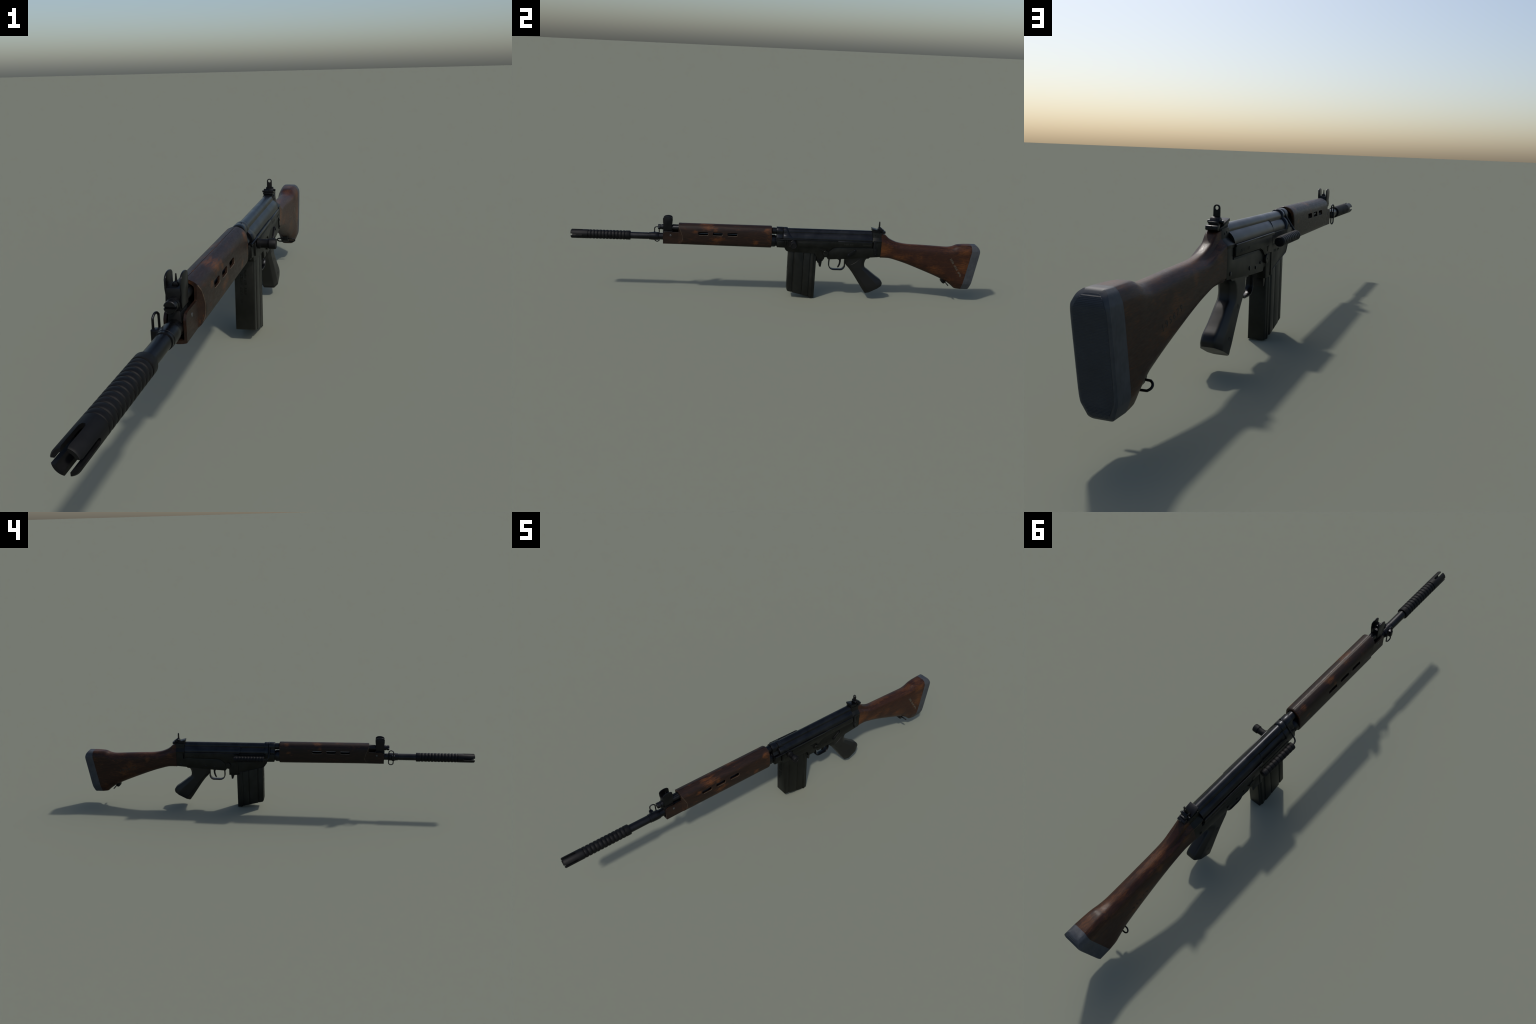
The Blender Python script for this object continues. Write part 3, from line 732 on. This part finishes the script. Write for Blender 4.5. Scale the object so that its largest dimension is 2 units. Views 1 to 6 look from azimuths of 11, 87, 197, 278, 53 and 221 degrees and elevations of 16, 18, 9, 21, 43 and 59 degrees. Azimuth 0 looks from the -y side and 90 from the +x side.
# scooped edge under the selector on the left
arcp = []
for k in range(9):
    t = k / 8
    y = 0.3620 + (0.4060 - 0.3620) * t
    z = 0.1800 + (0.2120 - 0.1800) * (t ** 1.5)
    hit = gb.ray_cast(Vector((XC + 0.1, y, z)), Vector((-1, 0, 0)))[0]
    arcp.append((hit.x - XC - 0.0004, y, z))
wire('grip_scoop_edge', arcp, 0.0012, M_POLY, grip, sub=3, n=8)

# ------------------------------------------------------------------ rear sight
def tilt(y, z):                      # the sight bed slopes down to the rear
    return z - (y - 0.456) * 0.232
bed = prism('rear_sight', [(0.4560, tilt(0.4560, 0.3520)), (0.5100, tilt(0.5100, 0.3520)), (0.5100, tilt(0.5100, 0.3570)), (0.4560, tilt(0.4560, 0.3570))], -0.0160, 0.0160, M_STEEL, bevel=0.0008)
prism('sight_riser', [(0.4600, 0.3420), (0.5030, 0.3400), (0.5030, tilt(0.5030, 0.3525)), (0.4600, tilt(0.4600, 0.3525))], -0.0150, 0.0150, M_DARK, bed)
prism('sight_plate', [(0.4556, tilt(0.4556, 0.3585)), (0.4910, tilt(0.4910, 0.3585)), (0.4910, tilt(0.4910, 0.3640)), (0.4556, tilt(0.4556, 0.3650))], -0.0182, 0.0182, M_STEEL, bed, bevel=0.001)
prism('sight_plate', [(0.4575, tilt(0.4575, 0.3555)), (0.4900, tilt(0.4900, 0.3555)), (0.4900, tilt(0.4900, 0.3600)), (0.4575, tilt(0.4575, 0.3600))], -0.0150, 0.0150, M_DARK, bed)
slide = prism('sight_slide', [(0.4860, tilt(0.486, 0.3560)), (0.5090, tilt(0.509, 0.3560)), (0.5090, tilt(0.509, 0.3700)), (0.5030, tilt(0.503, 0.3778)), (0.4975, tilt(0.4975, 0.3800)), (0.4920, tilt(0.492, 0.3770)), (0.4860, tilt(0.486, 0.3700))], -0.0120, 0.0120, M_STEEL, bed, bevel=0.0015)
box('sight_bar', -0.0118, 0.0125, 0.5055, 0.5125, 0.3545, 0.3602, M_STEEL, bed, bevel=0.0008)
prism('sight_stop', [(0.5060, 0.3425), (0.5060, 0.3535), (0.5150, 0.3530), (0.5220, 0.3515), (0.5225, 0.3425), (0.5150, 0.3400)], -0.0150, 0.0150, M_STEEL, bed, bevel=0.0012)
turned('stop_dark_disc', [(0.515, 0.0042), (0.5232, 0.0042)], M_DARK, bed, cz=0.3475, axis='y', n=16)  # dark disc on the rear face, drawn instead of a real opening
turned('sight_screw', [(-0.0205, 0.0028), (-0.0200, 0.0038), (-0.0150, 0.0038), (0.0150, 0.0038), (0.0185, 0.0038), (0.0190, 0.0028)], M_STEEL, bed, cy=0.4985, cz=0.3590, axis='x', n=16)
for s in (1, -1):
    for y, z in ((0.4720, 0.3335), (0.4850, 0.3315)):
        turned('sight_pin', [(s * 0.015, 0.0030), (s * 0.0184, 0.0030), (s * 0.0188, 0.0020)], M_DARK, bed, cy=y, cz=z, axis='x', n=14)
leaf = [(-0.0082, 0.3580), (0.0082, 0.3580)]
for k in range(13):
    a = math.pi * k / 12
    leaf.append((0.0082 * math.cos(a), 0.3897 + 0.0082 * math.sin(a)))
ap = prism('sight_aperture', leaf, 0.4895, 0.4935, M_DARK, bed, axis='y', bevel=0.0007)
for v in ap.data.vertices:
    if v.co.z < 0.372: v.co.y += (0.372 - v.co.z) * 0.06 * (1 if v.co.y > 0.4915 else -1)
cut(ap, [turned('cutter', [(0.47, 0.0046), (0.51, 0.0046)], M_DARK, cz=0.3902, n=28)])

# ------------------------------------------------------------------ stock
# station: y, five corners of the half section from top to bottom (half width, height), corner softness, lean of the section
stock_st = [
    (0.5036, (0.0176, 0.3400), (0.0176, 0.3210), (0.0330, 0.3062), (0.0325, 0.2330), (0.0260, 0.2218), 0.06),
    (0.5200, (0.0150, 0.3358), (0.0172, 0.3150), (0.0322, 0.3015), (0.0322, 0.2335), (0.0235, 0.2205), 0.16),
    (0.5460, (0.0128, 0.3145), (0.0168, 0.2995), (0.0315, 0.2930), (0.0315, 0.2330), (0.0215, 0.2180), 0.28),
    (0.5920, (0.0105, 0.2957), (0.0170, 0.2850), (0.0305, 0.2755), (0.0308, 0.2240), (0.0195, 0.2055), 0.36),
    (0.6400, (0.0080, 0.2888), (0.0190, 0.2832), (0.0300, 0.2700), (0.0310, 0.2110), (0.0185, 0.1895), 0.42),
    (0.7150, (0.0080, 0.2863), (0.0195, 0.2802), (0.0308, 0.2650), (0.0318, 0.1880), (0.0180, 0.1610), 0.42),
    (0.7900, (0.0080, 0.2830), (0.0200, 0.2765), (0.0320, 0.2600), (0.0328, 0.1620), (0.0180, 0.1310), 0.42),
    (0.8400, (0.0085, 0.2808), (0.0205, 0.2745), (0.0332, 0.2580), (0.0338, 0.1420), (0.0180, 0.1090), 0.40),
    (0.8640, (0.0100, 0.2843), (0.0215, 0.2775), (0.0340, 0.2600), (0.0345, 0.1310), (0.0185, 0.0975), 0.38),
    (0.8920, (0.0140, 0.2938), (0.0245, 0.2860), (0.0350, 0.2655), (0.0355, 0.1180), (0.0195, 0.0830), 0.32),
    (0.9200, (0.0172, 0.2953), (0.0268, 0.2878), (0.0358, 0.2680), (0.0362, 0.1080), (0.0215, 0.0690), 0.24),
    (0.9560, (0.0190, 0.2955), (0.0286, 0.2880), (0.0372, 0.2685), (0.0372, 0.1020), (0.0228, 0.0665), 0.20)]
def stock_ring(t, y_of_z, shrink=0.0):
    keys = [s[0] for s in stock_st]
    g = lambda f: pchip(keys, [f(s) for s in stock_st], t)
    half = [(g(lambda s: s[i][0]), g(lambda s: s[i][1])) for i in range(1, 6)]
    soft = g(lambda s: s[6])
    crease = pchip([0.50, 0.595, 0.645, 0.97], [0.04, 0.07, 0.45, 0.30], t)
    poly = half + [(-a, b) for a, b in half[::-1]]
    rp = round_poly(poly, [soft, crease, soft, soft * 0.9, soft, soft, soft * 0.9, soft, crease, soft], 6)
    out = []
    for p in rp:
        x, z = p.x, p.y
        if shrink:
            x -= math.copysign(min(abs(x), shrink), x); z += shrink * (1 if z < 0.18 else -1) * min(1, abs(z - 0.18) / 0.1)
        out.append((x, y_of_z(t, z), z))
    return out
LEAN = 0.155
def stock_y(t, z):
    k = LEAN * max(0.0, min(1.0, (t - 0.845) / 0.111)) ** 1.0
    y = t + k * (z - 0.2650)
    if z > 0.2650 and t > 0.90:
        y -= (t - 0.90) / 0.056 * 0.0075 * ((z - 0.2650) / 0.034) ** 2
    return y
ts = [0.5036 + (0.9560 - 0.5036) * (i / 80) for i in range(81)]
stock = skin('stock', [stock_ring(t, stock_y) for t in ts], M_STOCK, angle=38)
sb = bvh_of(stock)

# rubber butt plate: rounded heel, ribbed rear face
def plate_y(d):
    def f(t, z):
        y = stock_y(0.9560, z) + 0.0001 + (0.0425 - 0.01 * (z - 0.2650)) * d
        if z > 0.2560:
            y -= 0.0170 * d * ((z - 0.2560) / 0.0430) ** 2.4
        if z < 0.0850:
            y -= 0.0080 * d * ((0.0850 - z) / 0.02) ** 2
        return y
    return f
rings = [stock_ring(0.9560, plate_y(0.0)), stock_ring(0.9560, plate_y(0.5)), stock_ring(0.9560, plate_y(0.94)), stock_ring(0.9560, plate_y(1.0), 0.0032)]
plate = skin('butt_plate', rings, M_RUBBER, angle=34, mirror=True)
pf = plate_y(1.0)
face = stock_ring(0.9560, pf, 0.0060)
zlo, zhi = min(p[2] for p in face), max(p[2] for p in face)
def half_at(z):
    best = 0.0
    for i in range(len(face)):
        a, b = face[i - 1], face[i]
        if (a[2] - z) * (b[2] - z) <= 0 and abs(a[2] - b[2]) > 1e-9:
            t = (z - a[2]) / (b[2] - a[2]); best = max(best, abs(a[0] + (b[0] - a[0]) * t))
    return best
NR = 84
verts, faces = [], []
step = (zhi - zlo) / NR
for i in range(NR):
    za, zb = zlo + step * (i + 0.14), zlo + step * (i + 0.86)
    w0, w1 = half_at(za), half_at(zb)
    if min(w0, w1) < 0.004 or za > 0.287: continue
    b0 = len(verts)
    for dy, ins in ((-0.004, 0.0), (0.0002, 0.0), (0.0006, 0.0003)):
        verts += [(-w0 + ins, pf(0, za) + dy, za + ins), (w0 - ins, pf(0, za) + dy, za + ins), (w1 - ins, pf(0, zb) + dy, zb - ins), (-w1 + ins, pf(0, zb) + dy, zb - ins)]
    for l in (0, 4):
        faces += [[b0 + l + k, b0 + l + (k + 1) % 4, b0 + l + 4 + (k + 1) % 4, b0 + l + 4 + k] for k in range(4)]
    faces += [[b0, b0 + 3, b0 + 2, b0 + 1], [b0 + 8, b0 + 9, b0 + 10, b0 + 11]]
ribs = make('butt_plate_ribs', verts, faces, M_RUBBERDARK, plate)
ribs['kind'] = 'stuff'
# bed between the ribs
skin('butt_plate_bed', [[(p[0], p[1] - 0.004, p[2]) for p in face], [(p[0], p[1] + 0.0003, p[2]) for p in face]], M_RUBBERDARK, plate, mirror=True)

# sling loop under the butt
lug = prism('sling_swivel', [(0.8270, 0.1180), (0.8285, 0.1005), (0.8370, 0.0920), (0.8455, 0.0900), (0.8520, 0.0965), (0.8560, 0.1080)], -0.0110, 0.0110, M_STEEL, bevel=0.0015)
lp = []
for k in range(24):
    a = 2 * math.pi * k / 24
    u = (0.0215 if math.cos(a) > 0 else -0.0215) + 0.0115 * math.cos(a) if abs(math.cos(a)) > 1e-6 else 0.0
    v = 0.0102 * math.sin(a)
    lp.append((u * 1.06, 0.8540 + v * 0.70, 0.0945 - v * 0.75))
wire('swivel_loop', lp, 0.0026, M_STEEL, lug, closed=True, sub=2)

# ------------------------------------------------------------------ marks
def number(txt, start, end, size, side, mat, parent, bvh, name):
    cu = bpy.data.curves.new('t', 'FONT'); cu.body = txt; cu.size = 1.0; cu.resolution_u = 3
    tob = bpy.data.objects.new('t', cu); COL.objects.link(tob)
    dg = bpy.context.evaluated_depsgraph_get(); dg.update()
    me = bpy.data.meshes.new_from_object(tob.evaluated_get(dg))
    bpy.data.objects.remove(tob); bpy.data.curves.remove(cu)
    bm = bmesh.new(); bm.from_mesh(me); bpy.data.meshes.remove(me)
    bmesh.ops.triangulate(bm, faces=bm.faces)
    w = max(v.co.x for v in bm.verts); h = max(v.co.y for v in bm.verts)
    s, e = Vector(start), Vector(end); du = e - s
    dv = Vector((-du.y, du.x)).normalized()
    if dv.y < 0: dv = -dv
    for v in bm.verts:
        p = s + du * (v.co.x / w) + dv * (v.co.y / h * size)
        hit = bvh.ray_cast(Vector((XC + side * 0.2, p.x, p.y)), Vector((-side, 0, 0)))[0]
        v.co = (hit.x + side * 0.0003, p.x, p.y)
    ext = bmesh.ops.extrude_face_region(bm, geom=bm.faces[:])
    for v in [g for g in ext['geom'] if isinstance(g, bmesh.types.BMVert)]:
        v.co.x -= side * 0.0015
    bmesh.ops.recalc_face_normals(bm, faces=bm.faces)
    out = bpy.data.meshes.new(name); bm.to_mesh(out); bm.free()
    out.materials.append(mat)
    ob = bpy.data.objects.new(name, out); COL.objects.link(ob); ob.parent = parent
    return ob
number('1 9 5 6 7 9', (0.8145, 0.1840), (0.7270, 0.2070), 0.0140, -1, M_STAMPWOOD, stock, sb, 'serial_number')
glyphs('painted_mark', 12, (0.0330, 0.8520, 0.2270), (0, 0.062, -0.092), (0, 0.092, 0.062), 0.0080, (1, 0, 0), M_INK, stock, sb, depth=0.0004, gaps=(3, 7), seed=21)
glyphs('receiver_mark', 7, (HU, 0.3200, 0.2840), (0, 1, 0), (0, 0, 1), 0.0058, (1, 0, 0), M_STAMP, receiver, depth=0.0003, gaps=(3,), seed=31)
glyphs('receiver_mark', 8, (HU, 0.4120, 0.2830), (0, 1, 0), (0, 0, 1), 0.0052, (1, 0, 0), M_STAMP, receiver, depth=0.0003, seed=32)
glyphs('receiver_mark', 9, (-HU, 0.4280, 0.2830), (0, -1, 0), (0, 0, 1), 0.0060, (-1, 0, 0), M_STAMP, receiver, depth=0.0003, gaps=(2, 5), seed=33)
glyphs('receiver_mark', 7, (-HW - 0.0012, 0.1600, 0.2480), (0, -1, 0), (0, 0, 1), 0.0060, (-1, 0, 0), M_STAMP, receiver, depth=0.0003, gaps=(3,), seed=34)

# settle the whole thing on the ground
DROP = 0.0004
for ob in list(COL.objects):
    if ob.type == 'MESH':
        for v in ob.data.vertices:
            v.co.z = max(0.0, v.co.z - DROP)
        ob.data.update()
